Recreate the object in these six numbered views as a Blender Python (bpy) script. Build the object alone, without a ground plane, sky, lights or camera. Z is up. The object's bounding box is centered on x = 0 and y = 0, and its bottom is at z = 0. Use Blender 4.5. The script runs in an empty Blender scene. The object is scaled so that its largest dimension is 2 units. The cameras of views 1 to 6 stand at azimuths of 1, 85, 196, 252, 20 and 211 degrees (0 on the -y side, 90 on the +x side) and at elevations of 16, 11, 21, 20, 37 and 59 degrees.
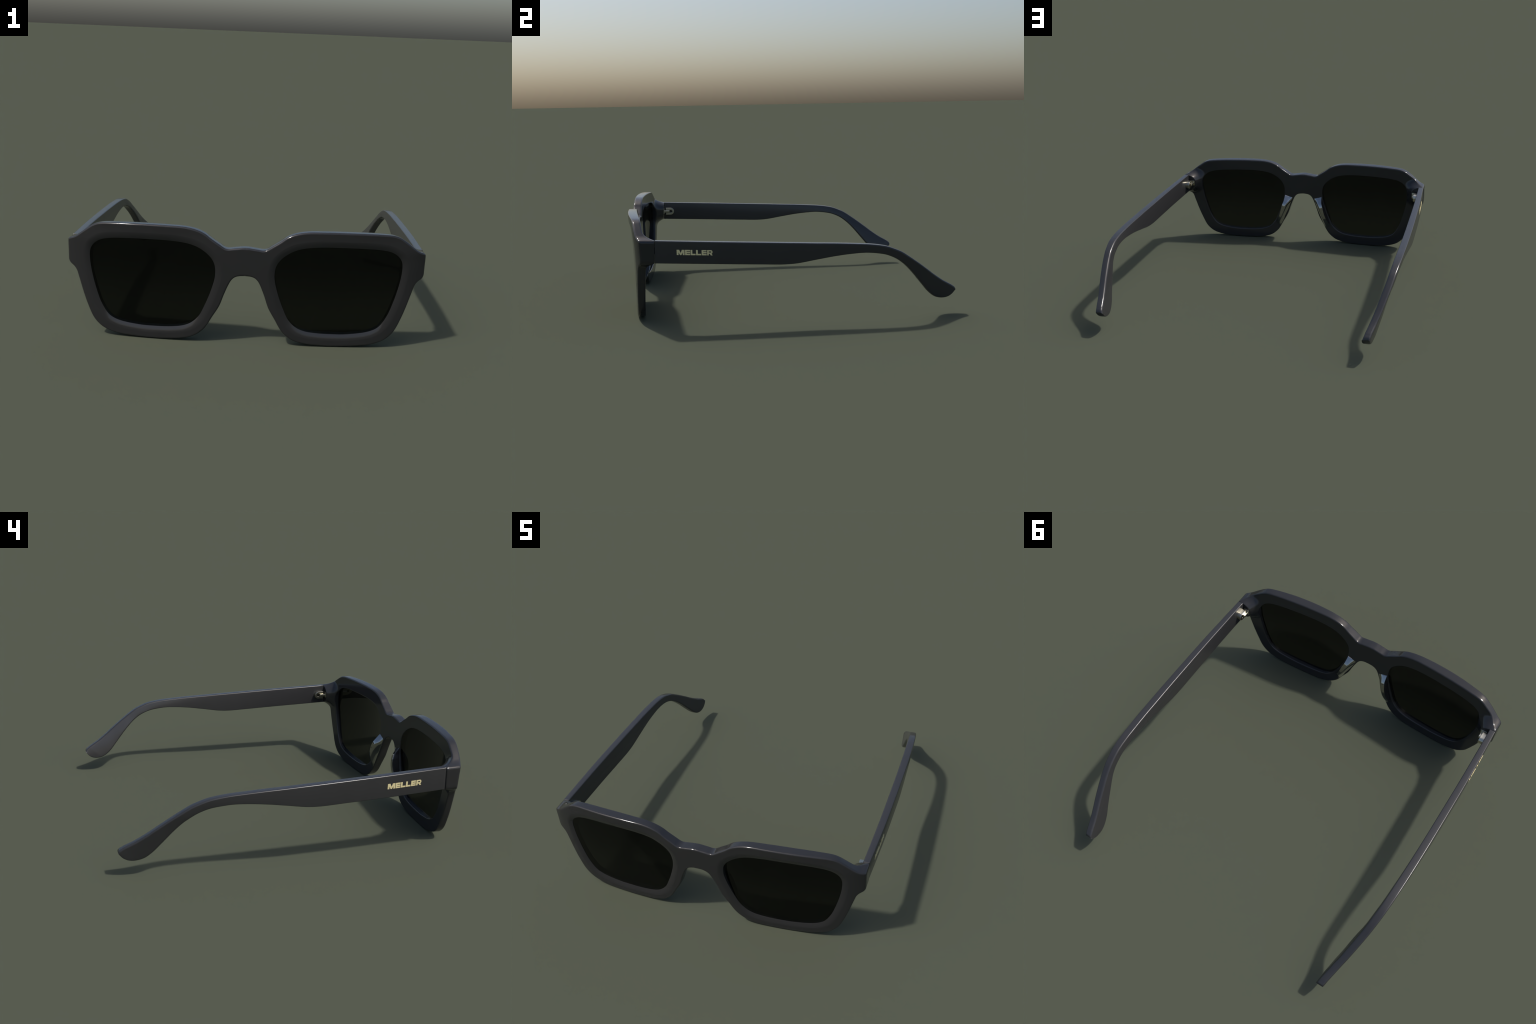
"""Chunky black acetate sunglasses with dark lenses, metal nose pads and gold lettering."""
import bpy, bmesh, math
import numpy as np

# ------------------------------------------------------------------ helpers
def smooth_path(points, closed=False, per=24):
    """Centripetal Catmull-Rom curve through 2D/3D control points."""
    p = np.asarray(points, float)
    n = len(p)
    if closed:
        q = np.vstack([p[-1], p, p[0], p[1]])
        spans = n
    else:
        q = np.vstack([2 * p[0] - p[1], p, 2 * p[-1] - p[-2]])
        spans = n - 1
    out = []
    for i in range(spans):
        a, b, c, d = q[i:i + 4]
        t0 = 0.0
        t1 = t0 + max(np.linalg.norm(b - a), 1e-9) ** 0.5
        t2 = t1 + max(np.linalg.norm(c - b), 1e-9) ** 0.5
        t3 = t2 + max(np.linalg.norm(d - c), 1e-9) ** 0.5
        for t in np.linspace(t1, t2, per, endpoint=False):
            A1 = (t1 - t) / (t1 - t0) * a + (t - t0) / (t1 - t0) * b
            A2 = (t2 - t) / (t2 - t1) * b + (t - t1) / (t2 - t1) * c
            A3 = (t3 - t) / (t3 - t2) * c + (t - t2) / (t3 - t2) * d
            B1 = (t2 - t) / (t2 - t0) * A1 + (t - t0) / (t2 - t0) * A2
            B2 = (t3 - t) / (t3 - t1) * A2 + (t - t1) / (t3 - t1) * A3
            out.append((t2 - t) / (t2 - t1) * B1 + (t - t1) / (t2 - t1) * B2)
    if not closed:
        out.append(p[-1])
    return np.array(out)


def resample(path, count, closed=False):
    p = np.vstack([path, path[:1]]) if closed else path
    s = np.concatenate([[0], np.cumsum(np.linalg.norm(np.diff(p, axis=0), axis=1))])
    t = np.linspace(0, s[-1], count, endpoint=not closed)
    return np.stack([np.interp(t, s, p[:, k]) for k in range(p.shape[1])], 1)


def soften(path, sigma, closed=False):
    """Gaussian smoothing of an evenly sampled path, ends kept."""
    k = np.exp(-0.5 * (np.arange(-3 * sigma, 3 * sigma + 1) / sigma) ** 2)
    k /= k.sum()
    m = 3 * sigma
    if closed:
        pad = np.vstack([path[-m:], path, path[:m]])
    else:
        pad = np.vstack([2 * path[0] - path[m:0:-1], path, 2 * path[-1] - path[-2:-m - 2:-1]])
    return np.stack([np.convolve(pad[:, c], k, "valid") for c in range(path.shape[1])], 1)


def distance_to(points, path, closed=False):
    """Shortest distance from each 2D point to a polyline."""
    a = path
    b = np.roll(path, -1, 0)
    if not closed:
        a, b = a[:-1], b[:-1]
    ab = b - a
    l2 = (ab ** 2).sum(1) + 1e-18
    best = np.empty(len(points))
    for i in range(0, len(points), 2000):
        p = points[i:i + 2000, None, :]
        t = np.clip(((p - a) * ab).sum(2) / l2, 0, 1)
        d = p - (a + t[..., None] * ab)
        best[i:i + 2000] = np.sqrt((d ** 2).sum(2).min(1))
    return best


def make_mesh(name, verts, faces, material, sharp=35.0, weld=0.0, uv_free=True):
    me = bpy.data.meshes.new(name)
    me.from_pydata([tuple(map(float, v)) for v in verts], [], [tuple(map(int, f)) for f in faces])
    bm = bmesh.new()
    bm.from_mesh(me)
    if weld:
        bmesh.ops.remove_doubles(bm, verts=bm.verts, dist=weld)
        bmesh.ops.dissolve_degenerate(bm, dist=1e-7, edges=bm.edges)
    bmesh.ops.recalc_face_normals(bm, faces=bm.faces)
    bm.to_mesh(me)
    bm.free()
    me.polygons.foreach_set("use_smooth", [True] * len(me.polygons))
    me.set_sharp_from_angle(angle=math.radians(sharp))
    me.materials.append(material)
    return me


def add(name, mesh, parent):
    ob = bpy.data.objects.new(name, mesh)
    bpy.context.scene.collection.objects.link(ob)
    ob.parent = parent
    return ob


def grid_faces(rows, cols, wrap=False, base=0):
    f = []
    for i in range(rows - 1):
        for j in range(cols if wrap else cols - 1):
            k = (j + 1) % cols
            f.append((base + i * cols + j, base + i * cols + k, base + (i + 1) * cols + k, base + (i + 1) * cols + j))
    return f


def smoothstep(a, b, x):
    t = np.clip((x - a) / (b - a), 0, 1)
    return t * t * (3 - 2 * t)


# ---------------------------------------------------------------- materials
def new_material(name):
    m = bpy.data.materials.new(name)
    m.use_nodes = True
    nt = m.node_tree
    return m, nt, nt.nodes["Principled BSDF"]


def acetate(name, rough, ior, tone):
    m, nt, b = new_material(name)
    tex = nt.nodes.new("ShaderNodeTexCoord")
    noise = nt.nodes.new("ShaderNodeTexNoise")
    noise.inputs["Scale"].default_value = 6.0
    noise.inputs["Detail"].default_value = 3.0
    ramp = nt.nodes.new("ShaderNodeValToRGB")
    ramp.color_ramp.elements[0].position = 0.3
    ramp.color_ramp.elements[1].position = 0.7
    ramp.color_ramp.elements[0].color = (tone * .97, tone * .96, tone, 1)
    ramp.color_ramp.elements[1].color = (tone * 1.03, tone * 1.02, tone * 1.06, 1)
    nt.links.new(tex.outputs["Object"], noise.inputs["Vector"])
    nt.links.new(noise.outputs["Fac"], ramp.inputs["Fac"])
    nt.links.new(ramp.outputs["Color"], b.inputs["Base Color"])
    b.inputs["Roughness"].default_value = rough
    b.inputs["IOR"].default_value = ior
    return m


def lens_glass():
    """Dark smoke glass, colour a little darker toward the top."""
    m, nt, b = new_material("tinted_lens")
    tex = nt.nodes.new("ShaderNodeTexCoord")
    sep = nt.nodes.new("ShaderNodeSeparateXYZ")
    ramp = nt.nodes.new("ShaderNodeValToRGB")
    ramp.color_ramp.interpolation = "EASE"
    ramp.color_ramp.elements[0].position = 0.10
    ramp.color_ramp.elements[1].position = 0.50
    ramp.color_ramp.elements[0].color = (0.042, 0.045, 0.040, 1)
    ramp.color_ramp.elements[1].color = (0.013, 0.014, 0.0145, 1)
    nt.links.new(tex.outputs["Object"], sep.inputs["Vector"])
    nt.links.new(sep.outputs["Z"], ramp.inputs["Fac"])
    nt.links.new(ramp.outputs["Color"], b.inputs["Base Color"])
    b.inputs["Roughness"].default_value = 0.02
    b.inputs["IOR"].default_value = 1.32
    b.inputs["Transmission Weight"].default_value = 1.0
    return m


def metal(name, colour, rough):
    m, nt, b = new_material(name)
    b.inputs["Base Color"].default_value = (*colour, 1)
    b.inputs["Metallic"].default_value = 1.0
    b.inputs["Roughness"].default_value = rough
    return m


def gold_print():
    m, nt, b = new_material("gold_print")
    b.inputs["Base Color"].default_value = (0.95, 0.82, 0.46, 1)
    b.inputs["Metallic"].default_value = 0.35
    b.inputs["Roughness"].default_value = 0.5
    return m


ACETATE = acetate("black_acetate", 0.13, 1.5, .027)
TEMPLE_ACETATE = acetate("black_temple_acetate", 0.22, 1.52, .037)  # base tone lightened above the frame's to lift the temples' shaded sides
LENS = lens_glass()
PAD_METAL = metal("nose_pad_metal", (0.40, 0.40, 0.39), 0.03)
HINGE_METAL = metal("hinge_metal", (0.62, 0.59, 0.48), 0.3)
GOLD = gold_print()

# -------------------------------------------------------- frame front shape
THICK = 0.062


def front_y(x, z):
    """Curved, slightly tilted plane of the frame's front face."""
    low = 1 - smoothstep(0.10, 0.45, z)          # the lower rims are flatter than the brow
    brow = smoothstep(.52, .62, z) * smoothstep(.55, .80, x)
    return (-0.9905 + 0.088 * x * x + 0.060 * x ** 14 - 0.047 * (z - 0.33)
            + low * (0.004 - 0.013 * x * x) + 0.008 * brow
            + 0.008 * smoothstep(.48, .60, z) * np.exp(-((x - .27) / .13) ** 2))


# half outline (x, z), from the middle of the bridge's underside round the rim to the middle of its top
OUTLINE = [(0, .383), (.03, .381), (.051, .374), (.067, .360), (.080, .338), (.104, .280), (.130, .207), (.168, .140),
           (.190, .100), (.213, .068), (.260, .031), (.325, .010), (.424, .001), (.520, .0), (.620, .005), (.680, .012),
           (.742, .031), (.772, .049), (.809, .088), (.845, .168), (.867, .233), (.890, .310), (.904, .352), (.919, .371),
           (.940, .385), (.9485, .400), (.9495, .430), (.9495, .460), (.9495, .500), (.948, .518), (.938, .526), (.919, .533), (.901, .543),
           (.884, .556), (.842, .588), (.805, .612), (.780, .6215), (.754, .626), (.671, .6315), (.545, .635), (.420, .635),
           (.317, .631), (.256, .619), (.210, .599), (.186, .581), (.167, .568), (.131, .545), (.110, .531), (.098, .527),
           (.085, .527), (.064, .5305), (.043, .533), (.018, .5365), (0, .537)]
HOLE = [(.155, .395), (.161, .442), (.183, .479), (.222, .512), (.266, .534), (.315, .546), (.390, .5535), (.484, .555),
        (.609, .5525), (.710, .546), (.768, .533), (.803, .509), (.822, .480), (.8265, .447), (.823, .390), (.811, .324),
        (.795, .262), (.768, .182), (.729, .118), (.700, .098), (.660, .084), (.550, .0695), (.485, .0685), (.404, .071),
        (.325, .082), (.280, .102), (.238, .144), (.209, .204), (.180, .280), (.159, .355)]

outer = soften(resample(smooth_path(OUTLINE), 1000), 2)
outer[0, 0] = outer[-1, 0] = 0.0
hole = soften(resample(smooth_path(HOLE, closed=True), 700, closed=True), 4, closed=True)

LUG_C, LUG_A, LUG_B, LUG_N = (.9495, .457), .091, .066, 2.7


def lug_height(x, z):
    """0..1: the block behind the end piece that the temple butts against, with a concave flank."""
    q = ((np.abs(np.minimum(x, LUG_C[0]) - LUG_C[0]) / LUG_A) ** LUG_N + (np.abs(z - LUG_C[1]) / LUG_B) ** LUG_N) ** (1 / LUG_N)
    d = (q - 1) * 0.072
    return np.where(d <= 0, 1.0, np.clip(1 - d / 0.062, 0, 1) ** 2.6)


def lug_y(z):
    return -0.8075 + 0.05 * (z - 0.457)


def fillet(d, r):
    """Depth lost at distance d from a rounded edge of radius r."""
    u = np.clip(1 - d / r, 0, 1)
    return r * (1 - np.sqrt(1 - u * u))


PAD_NOSE = [(.087, .346), (.098, .312), (.111, .278), (.128, .235), (.146, .195), (.165, .152), (.186, .112)]
PAD_LENS = [(.151, .366), (.153, .344), (.156, .322), (.165, .297), (.174, .262), (.185, .225), (.198, .190), (.210, .161), (.222, .141)]
PAD_CREST = [(.366, .0), (.344, .018), (.322, .034), (.308, .0405), (.297, .0435), (.275, .046), (.252, .046), (.221, .042), (.189, .031), (.165, .018), (.141, .0)]


def back_y(x, z):
    low = 1 - smoothstep(0.0, 0.45, z)
    y = -0.9905 + THICK + 0.085 * x * x - 0.047 * (z - 0.33) - low * (0.0 + 0.030 * x * x)
    k = lug_height(x, z)
    return y * (1 - k) + lug_y(z) * k


def build_frame():
    # outer loop closed along the bridge's middle line (x = 0)
    mid = np.stack([np.zeros(30), np.linspace(outer[-1, 1], outer[0, 1], 32)[1:-1]], 1)
    loop = np.vstack([outer, mid])
    n = len(loop)
    c = np.array([.47, .33])
    ang_h = np.unwrap(np.arctan2(*(hole - c).T[::-1]))
    if ang_h[-1] < ang_h[0]:
        h = hole[::-1]
        ang_h = np.unwrap(np.arctan2(*(h - c).T[::-1]))
    else:
        h = hole
    ang_o = np.unwrap(np.arctan2(*(loop - c).T[::-1]))
    assert ang_o[-1] > ang_o[0]
    # gently smoothed correspondence keeps the quads well shaped
    a = np.maximum.accumulate(ang_o)
    k = np.exp(-0.5 * (np.arange(-45, 46) / 15.0) ** 2)
    k /= k.sum()
    a = np.convolve(np.concatenate([a[-45:] - 2 * math.pi, a, a[:45] + 2 * math.pi]), k, "valid")
    ext_a = np.concatenate([ang_h - 2 * math.pi, ang_h, ang_h + 2 * math.pi, ang_h + 4 * math.pi])
    ext_h = np.vstack([h, h, h, h])
    inner = np.stack([np.interp(a, ext_a, ext_h[:, i]) for i in (0, 1)], 1)

    length = np.linalg.norm(inner - loop, axis=1)
    R_FRONT, R_BACK = 0.009, 0.007
    near = np.array([0, .0003, .001, .0021, .0037, .0056, .0078, .0105])       # from the outer edge
    far = np.array([.036, .031, .026, .021, .016, .011, .007, .004, .0018, .0005, 0])  # from the hole
    rows = []
    for d in near:
        rows.append(d / length)
    for f in np.linspace(0, 1, 44)[1:-1]:
        rows.append((near[-1] * (1 - f) + (length - far[0]) * f) / length)
    for d in far:
        rows.append(1 - d / length)
    W = np.array(rows)
    P = loop[None] * (1 - W[..., None]) + inner[None] * W[..., None]
    m = len(W)
    flat = P.reshape(-1, 2)
    d_out = distance_to(flat, outer)
    d_in = distance_to(flat, h, closed=True)
    x, z = flat.T
    # front: rounded outer edge, soft inward slope toward the lens
    slope = np.clip(1 - d_in / 0.036, 0, 1)
    yf = front_y(x, z) + fillet(d_out, R_FRONT) + 0.010 * slope ** 1.6
    yb = back_y(x, z) - fillet(d_out, R_BACK) - fillet(d_in, 0.006)
    front = np.stack([x, yf, z], 1)
    # walls run square to the curved, tilted face: the back outline is a touch smaller and lower
    depth = np.clip(yb - yf, 0, THICK)
    fade = 1 - smoothstep(.82, .89, x)
    back = np.stack([x * (1 - 0.17 * depth * fade), yb, z - 0.047 * depth * smoothstep(.1, .5, z)], 1)
    verts = [front, back]
    faces = grid_faces(m, n, True) + [f[::-1] for f in grid_faces(m, n, True, m * n)]
    # drop nothing on the middle line: its wall is left open and welded to the mirrored half
    def wall(r, rows_between, skip_mid):
        nonlocal verts
        base = sum(len(v) for v in verts)
        a0 = r * n
        b0 = m * n + r * n
        f0, b_ = front[r * n:(r + 1) * n], back[r * n:(r + 1) * n]
        ts = np.linspace(0, 1, rows_between + 2)[1:-1]
        for t in ts:
            verts.append(f0 * (1 - t) + b_ * t)
        idx = [a0] + [base + i * n for i in range(len(ts))] + [b0]
        out = []
        for i in range(len(idx) - 1):
            for j in range(n):
                k = (j + 1) % n
                if skip_mid and j >= len(outer) - 1:
                    continue
                out.append((idx[i] + j, idx[i] + k, idx[i + 1] + k, idx[i + 1] + j))
        return out
    faces += wall(0, 3, True)
    faces += wall(m - 1, 2, False)
    V = np.vstack(verts)
    F = np.array(faces)
    V2 = V * [-1, 1, 1]
    V2 = np.vstack([V, V2])
    F2 = np.vstack([F, F[:, ::-1] + len(V)])
    return make_mesh("frame_front", V2, F2, ACETATE, 38, weld=2e-5), h


# -------------------------------------------------------------------- lens
def build_lens(h, sign):
    c = np.array([.485, .325])
    edge = resample(h, 260, closed=True)
    v = edge - c
    edge = c + v * (1 + 0.007 / np.linalg.norm(v, axis=1, keepdims=True))
    fr = np.linspace(0, 1, 22)[1:]

    def surf(p, off):
        # a shallow bowl of its own, never ahead of the rim that holds it
        out = np.clip(p[:, 0] - .40, 0, 1)
        y = -0.957 + 0.24 * (p[:, 0] - .40) ** 2 + np.where(p[:, 1] < .3, .33 if off else .15, .05) * (p[:, 1] - .30) ** 2
        if off:
            y = y + 0.060 * out ** 2           # the pane thickens toward its temple side
        else:
            y = np.maximum(y - 0.016, front_y(p[:, 0], p[:, 1]) + 0.0115)
        return np.stack([p[:, 0] * sign, y + off, p[:, 1]], 1)
    verts, faces = [], []
    n = len(edge)
    for off in (0.0, 0.009):
        base = len(verts) and sum(len(q) for q in verts)
        verts.append(surf(c[None], off))
        for f in fr:
            verts.append(surf(c + (edge - c) * f, off))
        for j in range(n):
            k = (j + 1) % n
            faces.append((base, base + 1 + j, base + 1 + k))
        faces += grid_faces(len(fr), n, True, base + 1)
    per = 1 + n * len(fr)
    last = 1 + n * (len(fr) - 1)
    for j in range(n):
        k = (j + 1) % n
        faces.append((last + j, last + k, per + last + k, per + last + j))
    V = np.vstack(verts)
    return make_mesh("lens", V, faces, LENS, 40)


# ---------------------------------------------------------------- nose pad
def pad_solid(sign, s_range, lift, name, material):
    """Swelling on the nasal rim: convex slope from the nose side up to a crest along the lens side."""
    nt_, ns = 60, 30
    a = resample(smooth_path(PAD_NOSE), nt_)
    b = resample(smooth_path(PAD_LENS), nt_)
    s = (s_range[0] + (s_range[1] - s_range[0]) * (0.5 - 0.5 * np.cos(np.linspace(0, math.pi, ns))))[None]
    P = a[:, None] * (1 - s[..., None]) + b[:, None] * s[..., None]
    cz = smooth_path(PAD_CREST)[::-1]
    crest = np.interp(b[:, 1], cz[:, 0], cz[:, 1])[:, None]
    across = np.sin(np.clip(s / 0.56, 0, 1) * math.pi / 2) ** 0.9 * np.sqrt(np.clip(1 - (np.clip(s - .93, 0, 1) / .0701) ** 2, 0, 1))
    hgt = crest * across
    x, z = P[..., 0], P[..., 1]
    top = back_y(x, z) + hgt + lift
    under = np.where(lift > 0, top - 0.003, back_y(x, z) - 0.006)
    V = np.vstack([np.stack([x * sign, y, z], 2).reshape(-1, 3) for y in (top, under)])
    F = grid_faces(nt_, ns) + [f[::-1] for f in grid_faces(nt_, ns, False, nt_ * ns)]
    rim = [i for i in range(ns)] + [i * ns + ns - 1 for i in range(1, nt_)] + [(nt_ - 1) * ns + i for i in range(ns - 2, -1, -1)] + [i * ns for i in range(nt_ - 2, 0, -1)]
    for i, p in enumerate(rim):
        q = rim[(i + 1) % len(rim)]
        F.append((p, q, q + nt_ * ns, p + nt_ * ns))
    return make_mesh(name, V, F, material, 50)


# ------------------------------------------------------------------ temple
# pairs of points on the upper and the lower edge (y, z, y, z), hinge to tip
TEMPLE = [(-.8035, .5215, -.8095, .3905), (-.6, .512, -.6, .3815), (-.4, .503, -.4, .373), (-.2, .494, -.2, .3645),
          (-.05, .487, -.06, .3595), (.02, .484, .015, .3635), (.121, .479, .121, .380), (.241, .474, .241, .398),
          (.36, .467, .345, .408), (.453, .460, .423, .410), (.546, .4445, .510, .400), (.60, .425, .555, .388),
          (.641, .406, .600, .368), (.69, .374, .640, .341), (.741, .338, .674, .312), (.80, .294, .720, .263),
          (.858, .249, .775, .197), (.914, .210, .824, .140), (.947, .191, .861, .110), (.970, .178, .893, .0975),
          (.981, .1705, .923, .0945), (.9885, .1655, .951, .0995), (.9945, .160, .973, .1115), (.9985, .1535, .988, .127), (1.0, .148, .9965, .139)]
OUT_X = [(-.81, .946), (-.6, .953), (-.4, .958), (-.1, .9605), (.1, .9605), (.34, .957), (.546, .948), (.673, .931), (.797, .902), (.9, .872), (1.0, .845)]
THICK_X = [(-.81, .0365), (-.5, .041), (0, .0445), (.4, .045), (.6, .045), (.8, .043), (1.0, .043)]
_ox = smooth_path(OUT_X)
_tx = smooth_path(THICK_X)


def out_x(y):
    return np.interp(y, _ox[:, 0], _ox[:, 1])


def build_temple(sign):
    path = smooth_path(TEMPLE, per=14)
    tp, bt = path[:, :2], path[:, 2:]
    m = len(path)
    # cross-section: rounded bar, u across the thickness (0 inner, 1 outer), v up the height
    corner = 7
    ring_all = []
    for i in range(m):
        H = np.linalg.norm(tp[i] - bt[i])
        frac = smoothstep(.35, .75, tp[i, 0])
        r = 0.0055 + 0.0065 * frac
        th = float(np.interp((tp[i, 0] + bt[i, 0]) / 2, _tx[:, 0], _tx[:, 1]))
        r = min(r, th * .45)
        rv = min(r, H * .48)
        if i == 0:
            r, rv = .003, .003
        ring = []
        for (cu, cv, a0) in ((1, 1, 0), (0, 1, 90), (0, 0, 180), (1, 0, 270)):
            for k in range(corner):
                a = math.radians(a0 + 90 * k / (corner - 1))
                u = (th - r if cu else r) + r * math.cos(a)
                v = (H - rv if cv else rv) + rv * math.sin(a)
                ring.append((u, v / max(H, 1e-9)))
        ring = np.array(ring)
        yz = bt[i] * (1 - ring[:, 1:]) + tp[i] * ring[:, 1:]
        ox = out_x(tp[i, 0] if i else -.8065)   # the whole section follows the bend of the spine
        lean = 0.004 + 0.0045 * smoothstep(-.7, -.1, tp[i, 0])      # the lower edge leans toward the wearer
        x = ox - th + ring[:, 0] - lean * (1 - ring[:, 1]) * (1 - 0.75 * ring[:, 0] / th)
        ring_all.append(np.stack([x * sign, yz[:, 0], yz[:, 1]], 1))
    n = len(ring_all[0])
    # small chamfer at the hinge end
    first = ring_all[0]
    c0 = first.mean(0)
    v0 = first - c0
    start = c0 + np.stack([v0[:, 0] * .88, v0[:, 1], v0[:, 2] * .965], 1)
    first_in = first.copy(); first_in[:, 1] += 0.0025
    ring_all[0] = first_in
    rings = [start] + ring_all
    V = np.vstack(rings)
    F = grid_faces(len(rings), n, True)
    F.append(tuple(range(n))[::-1])
    F.append(tuple((len(rings) - 1) * n + j for j in range(n)))
    return make_mesh("temple", V, F, TEMPLE_ACETATE, 40)


# ------------------------------------------------------------------- hinge
def extrude_outline(loops, x0, x1, bevel=0.0015):
    """Solid from (y, z) outline points between two x planes, edges chamfered."""
    pts = np.array(loops)
    n = len(pts)
    c = pts.mean(0)

    def off(d):
        e = np.roll(pts, -1, 0) - np.roll(pts, 1, 0)
        nn = np.stack([e[:, 1], -e[:, 0]], 1)
        nn /= np.linalg.norm(nn, axis=1, keepdims=True) + 1e-12
        area = 0.5 * np.sum(pts[:, 0] * np.roll(pts[:, 1], -1) - np.roll(pts[:, 0], -1) * pts[:, 1])
        return pts - nn * d * (1 if area > 0 else -1)
    s = 1 if x1 > x0 else -1
    secs = [(x0, 0), (x1 - s * bevel, 0), (x1 - s * bevel * .3, bevel * .3), (x1, bevel)]
    V = []
    for x, d in secs:
        o = off(d)
        V.append(np.stack([np.full(n, x), o[:, 0], o[:, 1]], 1))
    F = grid_faces(len(secs), n, True)
    F.append(tuple(range(n))[::-1])
    F.append(tuple((len(secs) - 1) * n + j for j in range(n)))
    return np.vstack(V), F


def merge(parts):
    V, F, b = [], [], 0
    for v, f in parts:
        V.append(v)
        F += [tuple(b + i for i in q) for q in f]
        b += len(v)
    return np.vstack(V), F


def horseshoe(y0, y1, z0, z1, slot):
    """Stadium with a slot open toward y0 (the frame side)."""
    zc, R = (z0 + z1) / 2, (z1 - z0) / 2
    pts = [(y0, z0)]
    for a in np.linspace(-90, 90, 21):
        pts.append((y1 - R + R * math.cos(math.radians(a)), zc + R * math.sin(math.radians(a))))
    pts += [(y0, z1), (y0, zc + slot)]
    rr = slot
    yb = y1 - R + 0.004
    for a in np.linspace(90, -90, 11):
        pts.append((yb + rr * math.cos(math.radians(a)), zc + rr * math.sin(math.radians(a))))
    pts.append((y0, zc - slot))
    return pts


def rect(y0, y1, z0, z1, r=0.003):
    pts = []
    for cy, cz, a0 in ((y1 - r, z1 - r, 0), (y0 + r, z1 - r, 90), (y0 + r, z0 + r, 180), (y1 - r, z0 + r, 270)):
        for k in range(4):
            a = math.radians(a0 + 30 * k)
            pts.append((cy + r * math.cos(a), cz + r * math.sin(a)))
    return pts


def mirrored(VF, sign):
    V, F = VF
    return V * [sign, 1, 1], F


def build_knuckle(sign):
    parts = [extrude_outline(horseshoe(-.790, -.728, .426, .480, .0095), .918, .880, .0018)]
    return make_mesh("hinge_loop", *mirrored(merge(parts), sign), HINGE_METAL, 22)


def build_tongue(sign):
    parts = [extrude_outline(rect(-.822, -.762, .4455, .4625, .004), .902, .868, .002),
             extrude_outline(rect(-.812, -.803, .437, .476, .002), .900, .8635, .001)]
    return make_mesh("hinge_tongue", *mirrored(merge(parts), sign), HINGE_METAL, 22)


# --------------------------------------------------------------- lettering
def letter_outline(ch):
    """Wide block capitals, height 1; returns (width, list of convex-ish polygons)."""
    if ch == "M":
        w = 1.46
        return w, [[(0, 0), (.34, 0), (.34, 1), (0, 1)], [(w - .34, 0), (w, 0), (w, 1), (w - .34, 1)],
                   [(.34, 1), (.34, .52), (.60, 0), (.73, 0), (.73, .38), (.48, 1)],
                   [(w - .34, 1), (w - .48, 1), (.73, .38), (.73, 0), (w - .60, 0), (w - .34, .52)]]
    if ch == "E":
        w = .93
        return w, [[(0, 0), (.31, 0), (.31, 1), (0, 1)], [(.31, 0), (w, 0), (w, .25), (.31, .25)],
                   [(.31, .375), (w, .375), (w, .625), (.31, .625)], [(.31, .75), (w, .75), (w, 1), (.31, 1)]]
    if ch == "L":
        w = .93
        return w, [[(0, 0), (.33, 0), (.33, 1), (0, 1)], [(.33, 0), (w, 0), (w, .27), (.33, .27)]]
    if ch == "R":
        w = 1.0
        arc = [(.72 + .28 * math.cos(a), .66 + .34 * math.sin(a)) for a in np.linspace(math.pi / 2, -math.pi / 2, 12)]
        return w, [[(0, 0), (.28, 0), (.28, .76), (0, .76)], [(0, .76), (.72, .76), (.72, 1), (0, 1)],
                   [(.28, .32), (.72, .32), (.72, .54), (.28, .54)],
                   [(.72, 1)] + arc[1:-1] + [(.72, .32), (.72, .54)] +
                   [(.72 + .05 * math.cos(a), .65 + .11 * math.sin(a)) for a in np.linspace(-math.pi / 2, math.pi / 2, 7)][1:-1] + [(.72, .76)],
                   [(.46, .32), (.72, .32), (.80, .36), (w, 0), (.68, 0)]]


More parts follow.
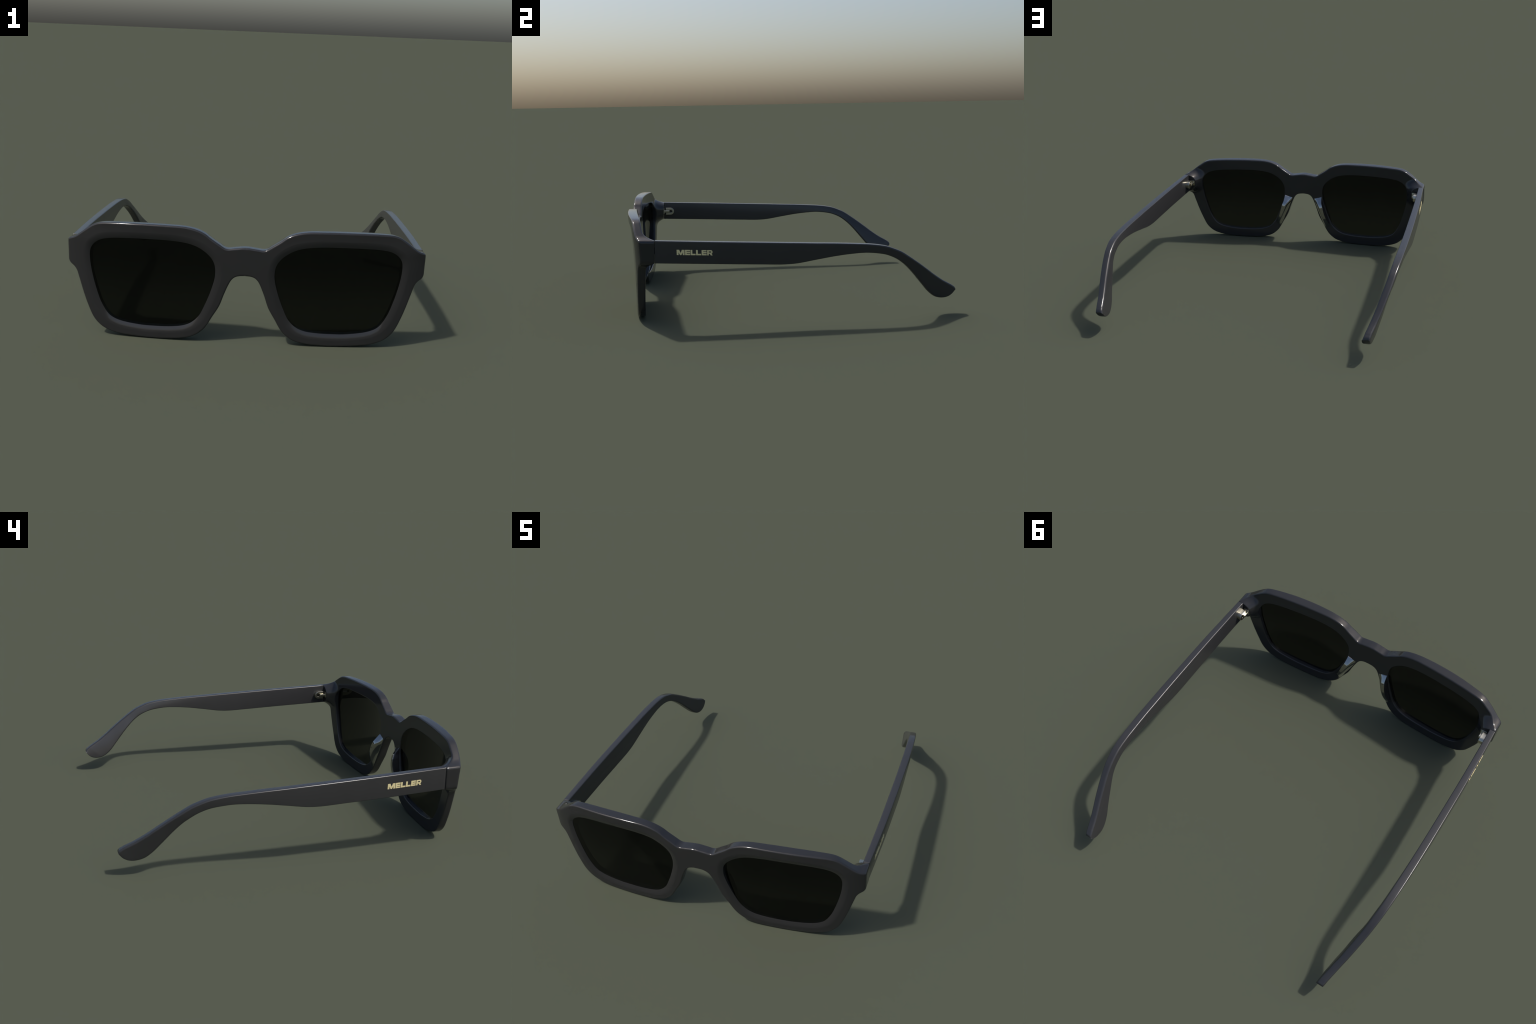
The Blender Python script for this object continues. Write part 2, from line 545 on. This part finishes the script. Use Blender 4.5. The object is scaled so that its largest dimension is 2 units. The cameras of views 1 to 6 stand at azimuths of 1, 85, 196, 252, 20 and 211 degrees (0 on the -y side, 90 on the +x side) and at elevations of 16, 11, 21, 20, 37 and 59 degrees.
def build_letter(ch, offset, sign, cap, y_start, z_start, slope):
    w, polys = letter_outline(ch)
    bm = bmesh.new()
    for poly in polys:
        ring = {}
        for lift in (-0.002, 0.0015):
            ring[lift] = []
            for (u, v) in poly:
                s = (offset + u) * cap
                y = y_start + s if sign > 0 else y_start - s
                z = z_start + v * cap + slope * (y - y_start)
                ring[lift].append(bm.verts.new(((float(out_x(y)) - 0.25 * (0.004 + 0.0045 * float(smoothstep(-.7, -.1, y))) * ((.512 - .0465 * (y + .6)) - z) / .13 + lift) * sign, y, z)))
        lo, hi = ring[-0.002], ring[0.0015]
        bm.faces.new(hi)
        k = len(poly)
        for i in range(k):
            bm.faces.new((lo[i], lo[(i + 1) % k], hi[(i + 1) % k], hi[i]))
    bmesh.ops.recalc_face_normals(bm, faces=bm.faces)
    bmesh.ops.triangulate(bm, faces=[f for f in bm.faces if len(f.verts) > 4])
    me = bpy.data.meshes.new("letter")
    bm.to_mesh(me)
    bm.free()
    me.materials.append(GOLD)
    return me, w


# ---------------------------------------------------------------- assembly
root = bpy.data.objects.new("sunglasses", None)
bpy.context.scene.collection.objects.link(root)
root.empty_display_size = 0.2
root["label"] = "chunky black angular sunglasses with dark lenses and gold lettering"
root["category"] = "sunglasses"

frame_mesh, hole_path = build_frame()
frame = add("frame_front", frame_mesh, root)
for sign in (1, -1):
    add("lens", build_lens(hole_path, sign), frame)
    add("nose_pad_support", pad_solid(sign, (0.0, 1.0), 0.0, "nose_pad_support", ACETATE), frame)
    add("nose_pad", pad_solid(sign, (0.015, 0.94), 0.0015, "nose_pad", PAD_METAL), frame)
    add("hinge_tongue", build_tongue(sign), frame)
    temple = add("temple", build_temple(sign), root)
    add("hinge_loop", build_knuckle(sign), temple)
    cap = 0.0305
    pos = 0.0
    for ch, gap in zip("MELLER", (.10, .10, .09, .11, .11, 0)):
        if sign > 0:
            me, w = build_letter(ch, pos, 1, cap, -.681, .437, -.042)
        else:
            me, w = build_letter(ch, pos, -1, cap, -.448, .4265, -.042)
        add("letter", me, temple)
        pos += w + gap
